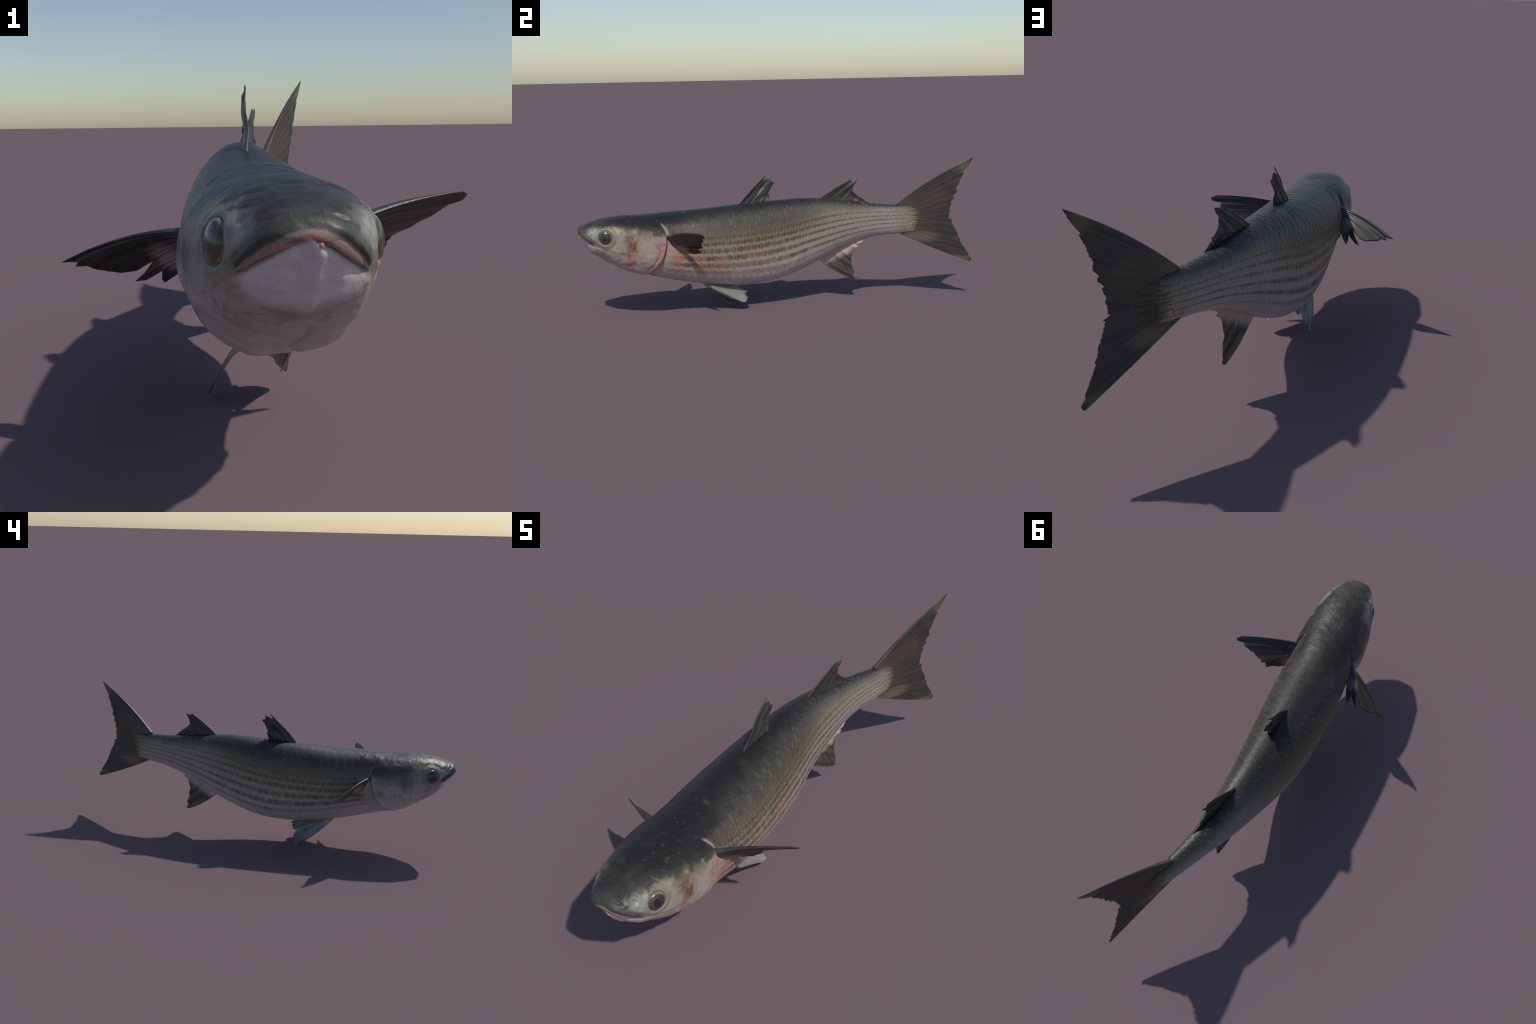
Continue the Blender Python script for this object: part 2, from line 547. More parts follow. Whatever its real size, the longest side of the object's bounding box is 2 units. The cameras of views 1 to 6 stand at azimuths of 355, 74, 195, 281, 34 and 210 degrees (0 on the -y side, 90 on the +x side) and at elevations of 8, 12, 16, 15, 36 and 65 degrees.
    col_flank = N.mix(N.mul(pk, N.mul(N.step(N.noise(P, 15.0, 5, .7), 0.38, 0.62), 0.55)), col_flank, (0.45, 0.22, 0.17))
    pk = N.mul(N.blob(P, (0.14, -0.545, 0.315), (0.06, 0.045, 0.055), mid, 0.5), left)
    col_flank = N.mix(N.mul(pk, N.step(mid, 0.35, 0.6)), col_flank, (0.50, 0.20, 0.15))
    # flecked scales at the root of the tail fin
    fl = N.mul(N.step(y, 0.60, 0.68), N.step(th, 1.1, 0.5))
    col_flank = N.mix(N.mul(fl, N.mul(N.step(fine, 0.45, 0.6), 0.8)), col_flank, (0.20, 0.155, 0.075))

    # dark streaks of the tail fin begin between the last scales
    fan = N.math('ARCTAN2', N.sub(z, 0.43), N.sub(y, 0.50))
    stk = N.noise(N.combine(N.mul(fan, 26.0), N.mul(y, 4.0), 0.0), 1.0, 3, 0.6)
    fade = N.step(N.add(y, N.mul(N.sub(stk, 0.5), 0.20)), 0.692, 0.742)
    col_flank = N.mix(fade, col_flank, N.mix(N.step(stk, .35, .65), (0.032, 0.030, 0.026), (0.085, 0.066, 0.050)))

    # ---- head
    gz = np.linspace(GILL_Z[0], GILL_Z[-1], 24)
    ge = N.sub(N.curve(z, gz, gill_edge(gz)), y)       # >0 ahead of the gill edge
    nape = N.sub(-0.487, y)
    ishead = N.math('MAXIMUM', N.step(ge, -0.004, 0.004), N.mul(N.step(N.add(nape, N.mul(N.sub(mid, .5), 0.10)), -0.05, 0.03), N.step(z, 0.455, 0.485)))
    hy = [-1.02, -0.985, -0.955, -0.93, -0.90, -0.85, -0.80, -0.76, -0.70, -0.65, -0.60, -0.50]
    hz = [0.458, 0.458, 0.453, 0.466, 0.474, 0.472, 0.460, 0.450, 0.434, 0.424, 0.420, 0.430]
    hb = N.sub(z, N.curve(y, hy, hz))
    hb = N.add(hb, N.add(N.mul(N.sub(mid, 0.5), 0.055), N.mul(N.sub(fine, 0.5), 0.020)))
    roof = N.mix(N.step(N.add(hb, N.mul(N.sub(big, .5), .05)), 0.0, 0.045), (0.055, 0.053, 0.040), (0.018, 0.0165, 0.0148))
    roof = N.mix(N.mul(N.step(mid, 0.56, 0.72), 0.5), roof, (0.085, 0.070, 0.038))
    cheek = N.ramp(N.lin(N.add(z, N.mul(N.sub(mid, .5), .05)), 0.20, 0.48), [
        (0.0, (0.60, 0.55, 0.535)), (0.40, (0.43, 0.38, 0.355)), (0.70, (0.32, 0.287, 0.245)),
        (1.0, (0.22, 0.200, 0.150))])
    head = N.mix(N.step(hb, -0.010, 0.010), cheek, roof)
    # silvery patch before the eye
    for sd in (1, -1):
        head = N.mix(N.mul(N.blob(P, (0.098 * sd, -0.935, 0.445), (0.035, 0.035, 0.032), mid, 0.6), N.step(mid, .3, .7, .3, .85)),
                     head, (0.36, 0.36, 0.345))
        head = N.mix(N.mul(N.blob(P, (0.12 * sd, -0.835, 0.462), (0.03, 0.030, 0.022), mid, 0.6), N.step(fine, .3, .7, .3, .75)),
                     head, (0.33, 0.30, 0.19))
    for sd in (1, -1):
        eyec = tuple(EYES[sd][0])
        head = N.mix(N.mul(N.blob(P, eyec, (0.056, 0.056, 0.052), mid, 0.35), 0.45), head, (0.165, 0.155, 0.125))
        head = N.mix(N.mul(N.blob(P, eyec, (0.042, 0.042, 0.042), fine, 0.12), 0.55), head, (0.21, 0.19, 0.15))
    head = N.mix(N.mul(N.mul(N.blob(P, (0.10, -0.70, 0.285), (0.09, 0.13, 0.055), big, 0.8), left),
                       N.step(N.noise(P, 22.0, 5, .7), .36, .64, 0.0, 0.5)), head, (0.46, 0.23, 0.19))
    # left cheek: brown blotch, red seam, pink gill border
    for c, rad, colr, k in (
            ((0.145, -0.757, 0.402), (0.05, 0.032, 0.042), (0.085, 0.062, 0.042), 0.95),
            ((0.14, -0.755, 0.447), (0.05, 0.045, 0.020), (0.13, 0.088, 0.055), 0.8),
            ((0.145, -0.768, 0.380), (0.05, 0.012, 0.020), (0.17, 0.040, 0.035), 0.8),
            ((0.14, -0.772, 0.345), (0.06, 0.010, 0.040), (0.42, 0.13, 0.125), 0.75),
            ((0.13, -0.765, 0.300), (0.06, 0.030, 0.025), (0.50, 0.23, 0.20), 0.6),
            ((0.147, -0.728, 0.385), (0.05, 0.010, 0.028), (0.42, 0.20, 0.12), 0.6),
            ((0.145, -0.695, 0.428), (0.05, 0.045, 0.022), (0.17, 0.165, 0.125), 0.75),
            ((0.14, -0.739, 0.452), (0.05, 0.009, 0.006), (0.30, 0.255, 0.18), 0.5),
            ((0.14, -0.664, 0.443), (0.05, 0.010, 0.010), (0.27, 0.235, 0.18), 0.4)):
        head = N.mix(N.mul(N.mul(N.blob(P, c, rad, mid, 0.5), left), k), head, colr)
    right = N.sub(1.0, left)
    for c, rad, colr, k in (
            ((-0.14, -0.760, 0.408), (0.05, 0.034, 0.044), (0.065, 0.062, 0.040), 0.9),
            ((-0.14, -0.710, 0.440), (0.05, 0.085, 0.026), (0.070, 0.068, 0.042), 0.8),
            ((-0.14, -0.655, 0.420), (0.05, 0.050, 0.036), (0.070, 0.070, 0.052), 0.85),
            ((-0.14, -0.790, 0.348), (0.05, 0.007, 0.009), (0.30, 0.18, 0.12), 0.6),
            ((-0.13, -0.830, 0.425), (0.05, 0.060, 0.050), (0.19, 0.180, 0.140), 0.5)):
        head = N.mix(N.mul(N.mul(N.blob(P, c, rad, mid, 0.85), right), k), head, colr)
    edge = N.mul(N.step(N.add(ge, N.mul(N.sub(mid, .5), .03)), 0.055, 0.020), N.step(hb, 0.03, -0.01))
    edge = N.mul(edge, N.step(z, 0.23, 0.29))
    head = N.mix(N.mul(N.mul(edge, left), N.step(N.noise(P, 30.0, 4, .7), .3, .65, .4, .9)), head, N.mix(N.step(N.noise(P, 45.0, 3), .45, .65), (0.46, 0.235, 0.20), (0.40, 0.115, 0.10)))
    vein = N.mul(N.step(N.noise(N.scalev(P, (1, 2.2, 1)), 26.0, 4, .6, 1.5), 0.46, 0.62), N.step(z, 0.25, 0.28))
    vein = N.mul(N.mul(vein, left), N.mul(N.step(y, -0.82, -0.74), N.step(hb, 0.0, -0.02)))
    head = N.mix(N.mul(vein, 0.55), head, (0.48, 0.25, 0.215))
    blot = N.mul(N.step(N.noise(P, 20.0, 4, 0.65, 0.6), 0.50, 0.68), N.mul(N.step(z, 0.27, 0.33), N.step(hb, 0.0, -0.02)))
    head = N.mix(N.mul(blot, N.sub(0.60, N.mul(left, 0.12))), head, (0.17, 0.150, 0.115))
    # mouth: dark upper lip band above, pink inner lip, white jaw below
    mz = N.sub(z, N.sub(0.4500, N.mul(N.math('POWER', N.div(N.math('ABSOLUTE', x), 0.084), 1.35), 0.052)))
    mm = N.add(mz, N.mul(N.sub(mid, .5), .008))
    snout = N.step(N.add(y, N.mul(N.sub(mid, 0.5), 0.02)), -0.912, -0.945)
    lz = N.sub(z, N.sub(0.4590, N.mul(N.math('POWER', N.div(N.math('ABSOLUTE', x), 0.084), 2.0), 0.051)))
    lz = N.add(lz, N.mul(N.sub(mid, .5), .012))
    liph = N.mul(N.mul(N.step(lz, -0.006, 0.001), N.step(lz, 0.040, 0.016)), snout)
    head = N.mix(liph, head, N.mix(mid, (0.030, 0.031, 0.026), (0.085, 0.085, 0.068)))
    pink = N.mul(N.mul(N.step(mm, -0.006, 0.0), N.step(lz, 0.003, -0.003)), snout)
    head = N.mix(N.mul(pink, 0.9), head, N.mix(N.step(mid, .4, .6), (0.30, 0.195, 0.165), (0.24, 0.21, 0.19)))
    redline = N.mul(N.mul(N.step(mz, -0.005, -0.001), N.step(mz, 0.005, 0.001)), snout)
    head = N.mix(N.mul(redline, N.step(big, .3, .55, .4, .95)), head, (0.24, 0.085, 0.070))
    jaw = N.mul(N.step(mm, -0.004, -0.012), snout)
    head = N.mix(jaw, head, (0.60, 0.56, 0.55))
    # pale flecks of loose skin on the roof
    speck = N.mul(N.step(N.add(N.voronoi(N.scalev(P, (1.0, 0.45, 1.0)), 52.0), N.mul(N.sub(fine, 0.5), 0.25)), 0.05, 0.02), N.step(big, 0.50, 0.56))
    head = N.mix(N.mul(speck, N.step(hb, 0.0, 0.02)), head, (0.30, 0.30, 0.27))

    color = N.mix(ishead, col_flank, head)
    # slit and pale membrane right behind the gill cover
    slit = N.mul(N.mul(N.step(ge, -0.014, -0.002), N.step(ge, 0.002, -0.002)), N.step(z, 0.475, 0.45))
    color = N.mix(N.mul(slit, 0.5), color, (0.10, 0.055, 0.05))
    shoulder = N.mul(N.mul(N.step(ge, -0.085, -0.03), N.step(ge, 0.0, -0.006)), N.step(z, 0.42, 0.385))
    color = N.mix(N.mul(shoulder, 0.7), color, N.mix(left, (0.44, 0.38, 0.355), (0.45, 0.33, 0.29)))
    pale = N.mul(N.mul(N.step(ge, -0.020, -0.010), N.step(ge, 0.0, -0.004)),
                 N.mul(N.step(z, 0.395, 0.41), N.step(z, 0.485, 0.465)))
    color = N.mix(N.mul(pale, N.add(0.15, N.mul(left, 0.55))), color, (0.36, 0.33, 0.29))
    # grain
    g = N.add(0.78, N.mul(fine, 0.44))
    color = N.mix(0.6, color, N.combine(g, g, g), 'MULTIPLY')
    g2 = N.add(0.70, N.mul(grain, 0.6))
    color = N.mix(0.6, color, N.combine(g2, g2, g2), 'MULTIPLY')
    scaled = N.mul(N.mul(rim, N.sub(1.0, ishead)), N.step(row, 1.0, 4.0, 0.3, 1.0))
    N.bump(N.add(N.add(N.mul(fine, 0.6), N.mul(grain, 0.3)), N.mul(scaled, 0.28)), 0.0014, 0.6)
    rough = N.add(0.36, N.mul(fine, 0.16))
    return N.finish(color, rough, 0.38)


# ----------------------------------------------------------------- fin shader
def fin_material(name, origin, axes, dark, light, root, root_len, freq=26.0, rough=0.42, blush=None,
                 fibre=0.5, root_line=None):
    """Streaks fan out from `origin` in the plane of the two `axes`."""
    N = Nodes(name)
    P, x, y, z = N.position()
    o = np.array(origin)

    def along(ax):
        n = N.t.nodes.new('ShaderNodeVectorMath')
        n.operation = 'SUBTRACT'
        N.put(n.inputs[0], P)
        n.inputs[1].default_value = origin
        d = N.t.nodes.new('ShaderNodeVectorMath')
        d.operation = 'DOT_PRODUCT'
        N.put(d.inputs[0], n.outputs[0])
        d.inputs[1].default_value = ax
        return d.outputs['Value']
    a, b = along(axes[0]), along(axes[1])
    ang = N.math('ARCTAN2', b, a)
    rad = N.math('SQRT', N.add(N.mul(a, a), N.mul(b, b)))
    v = N.combine(N.mul(ang, freq), N.mul(rad, 5.0), 0.0)
    st = N.noise(v, 1.0, 4, 0.65)
    st2 = N.noise(N.combine(N.mul(ang, freq * 3.2), N.mul(rad, 8.0), 3.0), 1.0, 2, 0.5)
    patch = N.noise(P, 14.0, 3)
    c = N.mix(N.step(N.add(N.mul(st, 0.7), N.mul(patch, 0.3)), 0.36, 0.68), dark, light)
    c = N.mix(N.mul(N.step(st2, 0.5, 0.75), fibre * 0.5), c, light)
    rr = N.add(rad, N.mul(N.sub(st, 0.5), root_len * 0.9))
    c = N.mix(N.step(rr, root_len * 1.25, root_len * 0.45), c, root)
    if root_line:
        ax, lo, hi = root_line
        n = N.t.nodes.new('ShaderNodeVectorMath')
        n.operation = 'DOT_PRODUCT'
        N.put(n.inputs[0], P)
        n.inputs[1].default_value = ax
        h = N.add(n.outputs['Value'], N.mul(N.sub(st, 0.5), 0.05))
        c = N.mix(N.step(h, lo, hi), c, root)
    if blush:
        for cen, rd, bc, k in blush:
            c = N.mix(N.mul(N.blob(P, cen, rd, st, 0.5), k), c, bc)
    grain = N.noise(P, 300.0, 2)
    g = N.add(0.72, N.mul(grain, 0.56))
    c = N.mix(0.6, c, N.combine(g, g, g), 'MULTIPLY')
    N.bump(N.add(N.mul(st, 0.5), st2), 0.0015, 0.22)
    return N.finish(c, rough, 0.5)


def plain_material(name, c1, c2, scale=60.0, rough=0.35, coat=0.0):
    N = Nodes(name)
    P, *_ = N.position()
    n = N.noise(P, scale, 4, 0.6)
    c = N.mix(N.step(n, 0.35, 0.65), c1, c2)
    N.bump(n, 0.001, 0.4)
    return N.finish(c, rough, 0.5, coat)


# ---------------------------------------------------------------- build: root
fish = bpy.data.objects.new('grey_mullet', None)
fish.empty_display_size = 0.2
bpy.context.scene.collection.objects.link(fish)
fish['label'] = 'long silvery grey mullet fish with brown striped scaly flanks'
fish['category'] = 'fish'

SKIN = skin_material()

# ---- body skin: one lofted surface, separated into anatomical regions
ns, nt = 640, 320
u = np.linspace(0, 1, ns)
# stations are closer together on the head
dens = np.interp(u, [0, 0.05, 0.40, 0.5, 1], [0.25, 0.8, 1.0, 1.6, 1.9])
s_line = np.concatenate([[0], np.cumsum(dens[:-1])])
s_line = S0 + (S1 - S0) * s_line / s_line[-1]
th_line = np.linspace(-np.pi, np.pi, nt, endpoint=False)
SS, TT = np.meshgrid(s_line, th_line, indexing='ij')
P0, _, _, NN = skin_frame(SS, TT)
V = P0 + NN * relief(P0, NN)[..., None]
V = V.reshape(-1, 3)
F = grid_faces(ns, nt, True)
nose, tail_end = len(V), len(V) + 1
V = np.vstack([V, V[:nt].mean(0) - [0, 0.003, 0], V[-nt:].mean(0)])
jn = np.arange(nt)
caps = np.vstack([np.stack([np.full(nt, nose), np.full(nt, nose), (jn + 1) % nt, jn], 1),
                  np.stack([np.full(nt, tail_end), np.full(nt, tail_end), (ns - 1) * nt + jn,
                            (ns - 1) * nt + (jn + 1) % nt], 1)])
SKIN_V = V
VN = vertex_normals(V, F)
VN[nose], VN[tail_end] = (0, -1, 0), (0.35, 0.93, 0)
if ((V[F[:, 0]] - [0, 0, .35]) * VN[F[:, 0]])[:, 0].mean() < 0:
    F = F[:, ::-1]
    caps = caps[:, ::-1]
    VN[:nose] *= -1
ALL = np.vstack([F, caps])
cen = V[ALL].mean(1)
ge = gill_edge(cen[:, 2]) - cen[:, 1]
head_m = ((ge > -0.004) & (cen[:, 2] < 0.47)) | ((cen[:, 1] < -0.487) & (cen[:, 2] >= 0.47))
cover = head_m & (cen[:, 1] > -0.735) & (cen[:, 2] < 0.465) & (np.abs(cen[:, 0]) > 0.03)
jaw_m = (cen[:, 1] < -0.93) & (cen[:, 2] < mouth_z(cen[:, 0]))
stalk = cen[:, 1] > 0.45
region = np.where(head_m, 1, 0)
region[stalk] = 2
region[cover & (cen[:, 0] > 0)] = 3
region[cover & (cen[:, 0] < 0)] = 4
region[jaw_m] = 5
parts = {}
for code, name in ((0, 'trunk'), (1, 'head'), (2, 'tail_stalk'), (3, 'gill_cover'), (4, 'gill_cover'), (5, 'lower_jaw')):
    f = ALL[region == code]
    ids, inv = np.unique(f, return_inverse=True)
    inv = inv.reshape(f.shape)
    faces = []
    for q in inv:
        qq = list(dict.fromkeys(q.tolist()))
        if len(qq) > 2:
            faces.append(qq)
    parent = fish if code in (0, 1, 2) else parts['head']
    ob = new_object(name, V[ids], faces, SKIN, parent, VN[ids])
    parts.setdefault(name, ob)
trunk, head = parts['trunk'], parts['head']


# ------------------------------------------------------------------- scales
NA, NB = 9, 11
BF = 0.95            # how far a scale runs forward under its neighbours (in columns)


def scale_patch(lift_k=1.0):
    """Local scale coordinates: a across (rows), b along (columns), h height above the skin."""
    a = np.linspace(-0.97, 0.97, NA)[None, :].repeat(NB, 0)
    rear = 0.5 * (1 - np.abs(a)**ARC)
    f = np.linspace(0, 1, NB)[:, None]
    front = -BF + 0.35 * np.abs(a)**2
    b = front + (rear - front) * f
    h = -0.0006 + 0.0016 * lift_k * (b + BF) / (0.5 + BF)
    h = h + 0.0015 * lift_k * (1 - a**2) - 0.00018 * lift_k * f**9 - 0.0007 * np.abs(a / 0.97)**8
    # skirt that closes the rim down into the skin
    ring = [(0, k) for k in range(NA)] + [(k, NA - 1) for k in range(1, NB)] + \
           [(NB - 1, k) for k in range(NA - 2, -1, -1)] + [(k, 0) for k in range(NB - 2, 0, -1)]
    A = np.concatenate([a.ravel(), [a[q] for q in ring]])
    B = np.concatenate([b.ravel(), [b[q] for q in ring]])
    H = np.concatenate([h.ravel(), [-0.0022 for q in ring]])
    G = grid_faces(NB, NA)
    n0 = NA * NB
    m = len(ring)
    sk = [[ring[k][0] * NA + ring[k][1], n0 + k, n0 + (k + 1) % m,
           ring[(k + 1) % m][0] * NA + ring[(k + 1) % m][1]] for k in range(m)]
    return A, B, H, np.vstack([G, np.array(sk)])


A_, B_, H_, SF = scale_patch()


def place(c, row, A, B, H, side, k=1.0):
    cc = c + B
    s = np.clip(s_of(cc), S0, 0.755)
    th = th_of(row + A, s)
    th = th if side > 0 else np.pi - th
    p, _, _, n = skin_frame(s, th)
    return p + n * (H * k)[..., None]


stuff = {'trunk': ([], []), 'tail_stalk': ([], [])}
named = []
NAMED_ROWS = (-3, -2, -1, 0, 1, 2, 3)
for side in (1, -1):
    for row in range(-9, 10):
        for ci in range(int(col_of(-0.93)), int(col_of(0.74)) + 1):
            c = ci + 0.5 * (row % 2)
            s = float(s_of(c))
            th = float(th_of(row, s))
            lim = row_of(np.pi / 2, s)
            lo = row_of(-np.pi / 2, s)
            if s > 0.665 + 0.05 * rng.random() or row > lim + 0.4 or row < lo - 0.4:
                continue
            p = skin_point(np.array(s), np.array(th if side > 0 else np.pi - th))
            e = gill_edge(p[2]) - p[1]
            k = 1.0
            if p[2] > 0.465:
                if s < -0.487:
                    continue
                elif s < -0.46:
                    k = 0.7
            elif e > -0.05:
                continue
            elif p[2] < 0.42 and e > -0.105:
                continue
            if row <= lo + 2.0:
                k *= 0.55
            k *= float(np.interp(s, [0.0, 0.6], [1.0, 0.8]) * np.interp(th, [0.5, 1.0], [1.0, 0.7]))
            if row in NAMED_ROWS and -0.45 < s < 0.15 and len(named) < 300:
                named.append((side, row, c, k))
                continue
            key = 'tail_stalk' if s > 0.45 else 'trunk'
            Vs, Fs = stuff[key]
            kk = k * (0.85 + 0.3 * rng.random())
            base = sum(len(v) for v in Vs)
            Vs.append(place(c, row, A_, B_ + rng.normal(0, .02), H_, side, kk))
            Fs.append(SF + base if side < 0 else SF[:, ::-1] + base)
for key, (Vs, Fs) in stuff.items():
    ob = new_object('scales', np.vstack(Vs), np.vstack(Fs), SKIN, parts[key])
    ob.data.set_sharp_from_angle(angle=math.radians(50))
    ob['kind'] = 'stuff'

# the large flank scales are single objects; neighbours in a row share their mesh
templates = {}
for side, row, c, k in named:
    key = (side, row, int(c) // 3)
    if key not in templates:
        templates[key] = (3 * (int(c) // 3) + 1 + 0.5 * (row % 2), [])
    templates[key][1].append((c, k))


def scale_matrix(c, row, side):
    s = np.array(float(s_of(c)))
    th = th_of(row, s)
    e = 0.25
    def at(cc, rr):
        ss = s_of(np.array(cc))
        t2 = th_of(rr, ss)
        return skin_point(ss, t2 if side > 0 else np.pi - t2)
    o, _, _, n = skin_frame(s, th if side > 0 else np.pi - th)
    bx = (at(c + e, row) - at(c - e, row)) / (2 * e)
    ay = (at(c, row + e) - at(c, row - e)) / (2 * e)
    x = bx / np.linalg.norm(bx)
    n = n - x * (n @ x)
    n /= np.linalg.norm(n)
    M = np.eye(4)
    M[:3, 0], M[:3, 1] = bx, np.cross(n, x) * np.linalg.norm(ay)
    M[:3, 2], M[:3, 3] = n, o
    return M


for (side, row, group), (cref, items) in templates.items():
    Mi = np.linalg.inv(scale_matrix(cref, row, side))
    pts = place(cref, row, A_, B_, H_, side, 1.0)
    loc = np.c_[pts, np.ones(len(pts))] @ Mi.T
    proto = None
    for c, k in items:
        if proto is None:
            ob = new_object('scale', loc[:, :3], SF if side < 0 else SF[:, ::-1], SKIN, trunk)
            ob.data.set_sharp_from_angle(angle=math.radians(50))
            proto = ob
        else:
            ob = proto.copy()
            bpy.context.scene.collection.objects.link(ob)
            ob.parent = trunk
        M = scale_matrix(c, row, side)
        M[:3, 3] += M[:3, 2] * (0.0001 * rng.normal())
        M[:3, 0] *= 1 + 0.015 * rng.normal()
        ob.matrix_world = Matrix(M.tolist())


# --------------------------------------------------------------------- fins
def resample(pts, n, smooth=False):
    pts = np.asarray(pts, float)
    L = np.concatenate([[0], np.cumsum(np.linalg.norm(np.diff(pts, axis=0), axis=1))])
    t = np.linspace(0, L[-1], n)
    if smooth and len(pts) > 2:
        return np.stack([smooth_interp(L, pts[:, k], t) for k in range(3)], -1)
    return np.stack([np.interp(t, L, pts[:, k]) for k in range(3)], -1)


def build_fin(name, base, edge, mat, parent, bow=None, rays=14, thick=(0.006, 0.0016), na=220, nb=36,
              fray=0.004, ripple=0.002, bow_end=None, seed=0, web=0.35):
    """A fin as a solid fan: rays run from `base` to `edge`; the membrane is thinner
    between the rays and its free edge is frayed.  bow / bow_end push the leading and
    the trailing margin sideways (vectors added at mid-length)."""
    base = resample(base, na, True)
    edge = resample(edge, na)
    a = np.linspace(0, 1, na)[:, None]
    b = np.linspace(0, 1, nb)[None, :]
    r2 = np.random.default_rng(seed + 50)
    # fraying: each ray ends at its own length
    phase = a[:, 0] * rays + 0.15 * np.sin(a[:, 0] * 17)
    ray = 0.5 + 0.5 * np.cos(2 * np.pi * phase)
    knots = np.sort(r2.uniform(0, na - 1, rays * 2))
    lens = np.interp(np.arange(na), knots, r2.normal(0, 1, rays * 2))
    lens = lens + 0.5 * np.interp(np.arange(na), np.linspace(0, na - 1, rays * 6), r2.normal(0, 1, rays * 6))
    dirv = edge - base
    ln = np.linalg.norm(dirv, axis=1, keepdims=True) + 1e-9
    tip = edge + dirv / ln * (fray * (lens * 0.6 - (1 - ray) * 0.22))[:, None] * np.sin(np.pi * np.clip(a * 1.0, .03, .97)).clip(.25, 1)
    P = base[:, None] * (1 - b[..., None]) + tip[:, None] * b[..., None]
    bulge = (4 * b * (1 - b))[..., None]
    if bow is not None:
        P = P + bulge * np.array(bow) * ((1 - a)**2)[..., None]
    if bow_end is not None:
        P = P + bulge * np.array(bow_end) * (a**2)[..., None]
    da = np.gradient(P, axis=0)
    db = np.gradient(P, axis=1)
    n = np.cross(da, db)
    nl = np.linalg.norm(n, axis=-1, keepdims=True)
    mean = n.reshape(-1, 3).sum(0)
    mean /= np.linalg.norm(mean)
    n = np.where(nl > 1e-10, n / (nl + 1e-15), mean)
    n = n * 0.4 + mean * 0.6
    n /= np.linalg.norm(n, axis=-1, keepdims=True)
    P = P + n * (ripple * np.sin(2 * np.pi * phase[:, None] * 0.5 + 1.3 * b) * np.sin(np.pi * b * 0.55)
                 + ripple * 1.5 * vnoise(np.stack(np.broadcast_arrays(a * 5, b * 3, 0 * a * b), -1), seed))[..., None]
    th = thick[0] + (thick[1] - thick[0]) * b**0.6
    th = th * ((1 - web) + web * ray[:, None])
    th = th + 0.6 * thick[1] * np.exp(-(a / 0.03)**2) + 0 * b
    th = th * (1 - 0.7 * (b > 0.985))
    ends = np.minimum(1, np.minimum(a, 1 - a) / 0.012)
    th = th * (0.35 + 0.65 * np.sqrt(ends))
    up = (P + n * th[..., None] / 2).reshape(-1, 3)
    dn = (P - n * th[..., None] / 2).reshape(-1, 3)
    G = grid_faces(na, nb)
    n0 = na * nb
    ring = [k for k in range(nb)] + [k * nb + nb - 1 for k in range(1, na)] + \
           [(na - 1) * nb + k for k in range(nb - 2, -1, -1)] + [k * nb for k in range(na - 2, 0, -1)]
    m = len(ring)
    side = np.array([[ring[k], ring[(k + 1) % m], n0 + ring[(k + 1) % m], n0 + ring[k]] for k in range(m)])
    faces = np.vstack([G[:, ::-1], G + n0, side])
    V = np.vstack([up, dn])
    # outward orientation check
    f0 = G[len(G) // 2, ::-1]
    if np.dot(np.cross(V[f0[1]] - V[f0[0]], V[f0[2]] - V[f0[0]]), n.reshape(-1, 3)[f0[0]]) < 0:
        faces = faces[:, ::-1]
    return new_object(name, V, faces, mat, parent)


def on_plane(pts, c):
    return [(c[0] * y + c[1] * z + c[2], y, z) for y, z in pts]


def on_tail(pts):
    """The tail fin's sheet: nearly flat, its root bent towards the right."""
    return [(CP[0] * y + CP[1] * z + CP[2] - 0.0125 * math.exp(-((y - 0.70) / 0.11)**2)
             - 0.003 * min(max((0.38 - z) / 0.18, 0), 1), y, z) for y, z in pts]


DARK, MIDC = (0.030, 0.030, 0.027), (0.090, 0.088, 0.074)

# caudal fin: forked, slightly torn near the upper tip
CP = (0.410, 0.064, -0.177)
m_tail = fin_material('tail_fin_membrane', (0.05, 0.52, 0.43), ((0.38, 0.925, 0), (0, 0, 1)),
                      (0.031, 0.030, 0.026), (0.057, 0.054, 0.045), (0.090, 0.066, 0.046), 0.27, 34.0,
                      blush=[((0.17, 0.74, 0.33), (0.06, 0.09, 0.026), (0.18, 0.142, 0.115), 0.6),
                             ((0.19, 0.80, 0.53), (0.05, 0.06, 0.05), (0.085, 0.055, 0.038), 0.5),
                             ((0.23, 0.93, 0.215), (0.06, 0.07, 0.016), (0.14, 0.13, 0.062), 0.7),
                             ((0.26, 0.94, 0.700), (0.06, 0.035, 0.03), (0.12, 0.12, 0.062), 0.7)])
tail_fin = build_fin(
    'tail_fin',
    on_tail([(0.632, 0.503), (0.665, 0.485), (0.690, 0.455), (0.695, 0.425), (0.690, 0.395), (0.668, 0.365), (0.642, 0.352)]),
    on_tail([(0.979, 0.744), (0.961, 0.707), (0.935, 0.670), (0.943, 0.671), (0.933, 0.650), (0.924, 0.627),
              (0.920, 0.604), (0.915, 0.601), (0.904, 0.560), (0.893, 0.525), (0.887, 0.484), (0.881, 0.461),
              (0.887, 0.431), (0.902, 0.389), (0.920, 0.354), (0.935, 0.324), (0.947, 0.294), (0.967, 0.264),
              (0.987, 0.236), (0.984, 0.230), (1.000, 0.214), (0.998, 0.203), (0.990, 0.196)]),
    m_tail, fish, bow=(-0.004, -0.009, 0.012), bow_end=(-0.002, -0.008, -0.002), rays=26, thick=(0.020, 0.0022),
    na=420, nb=60, fray=0.0065, ripple=0.0003, seed=1, web=0.05)

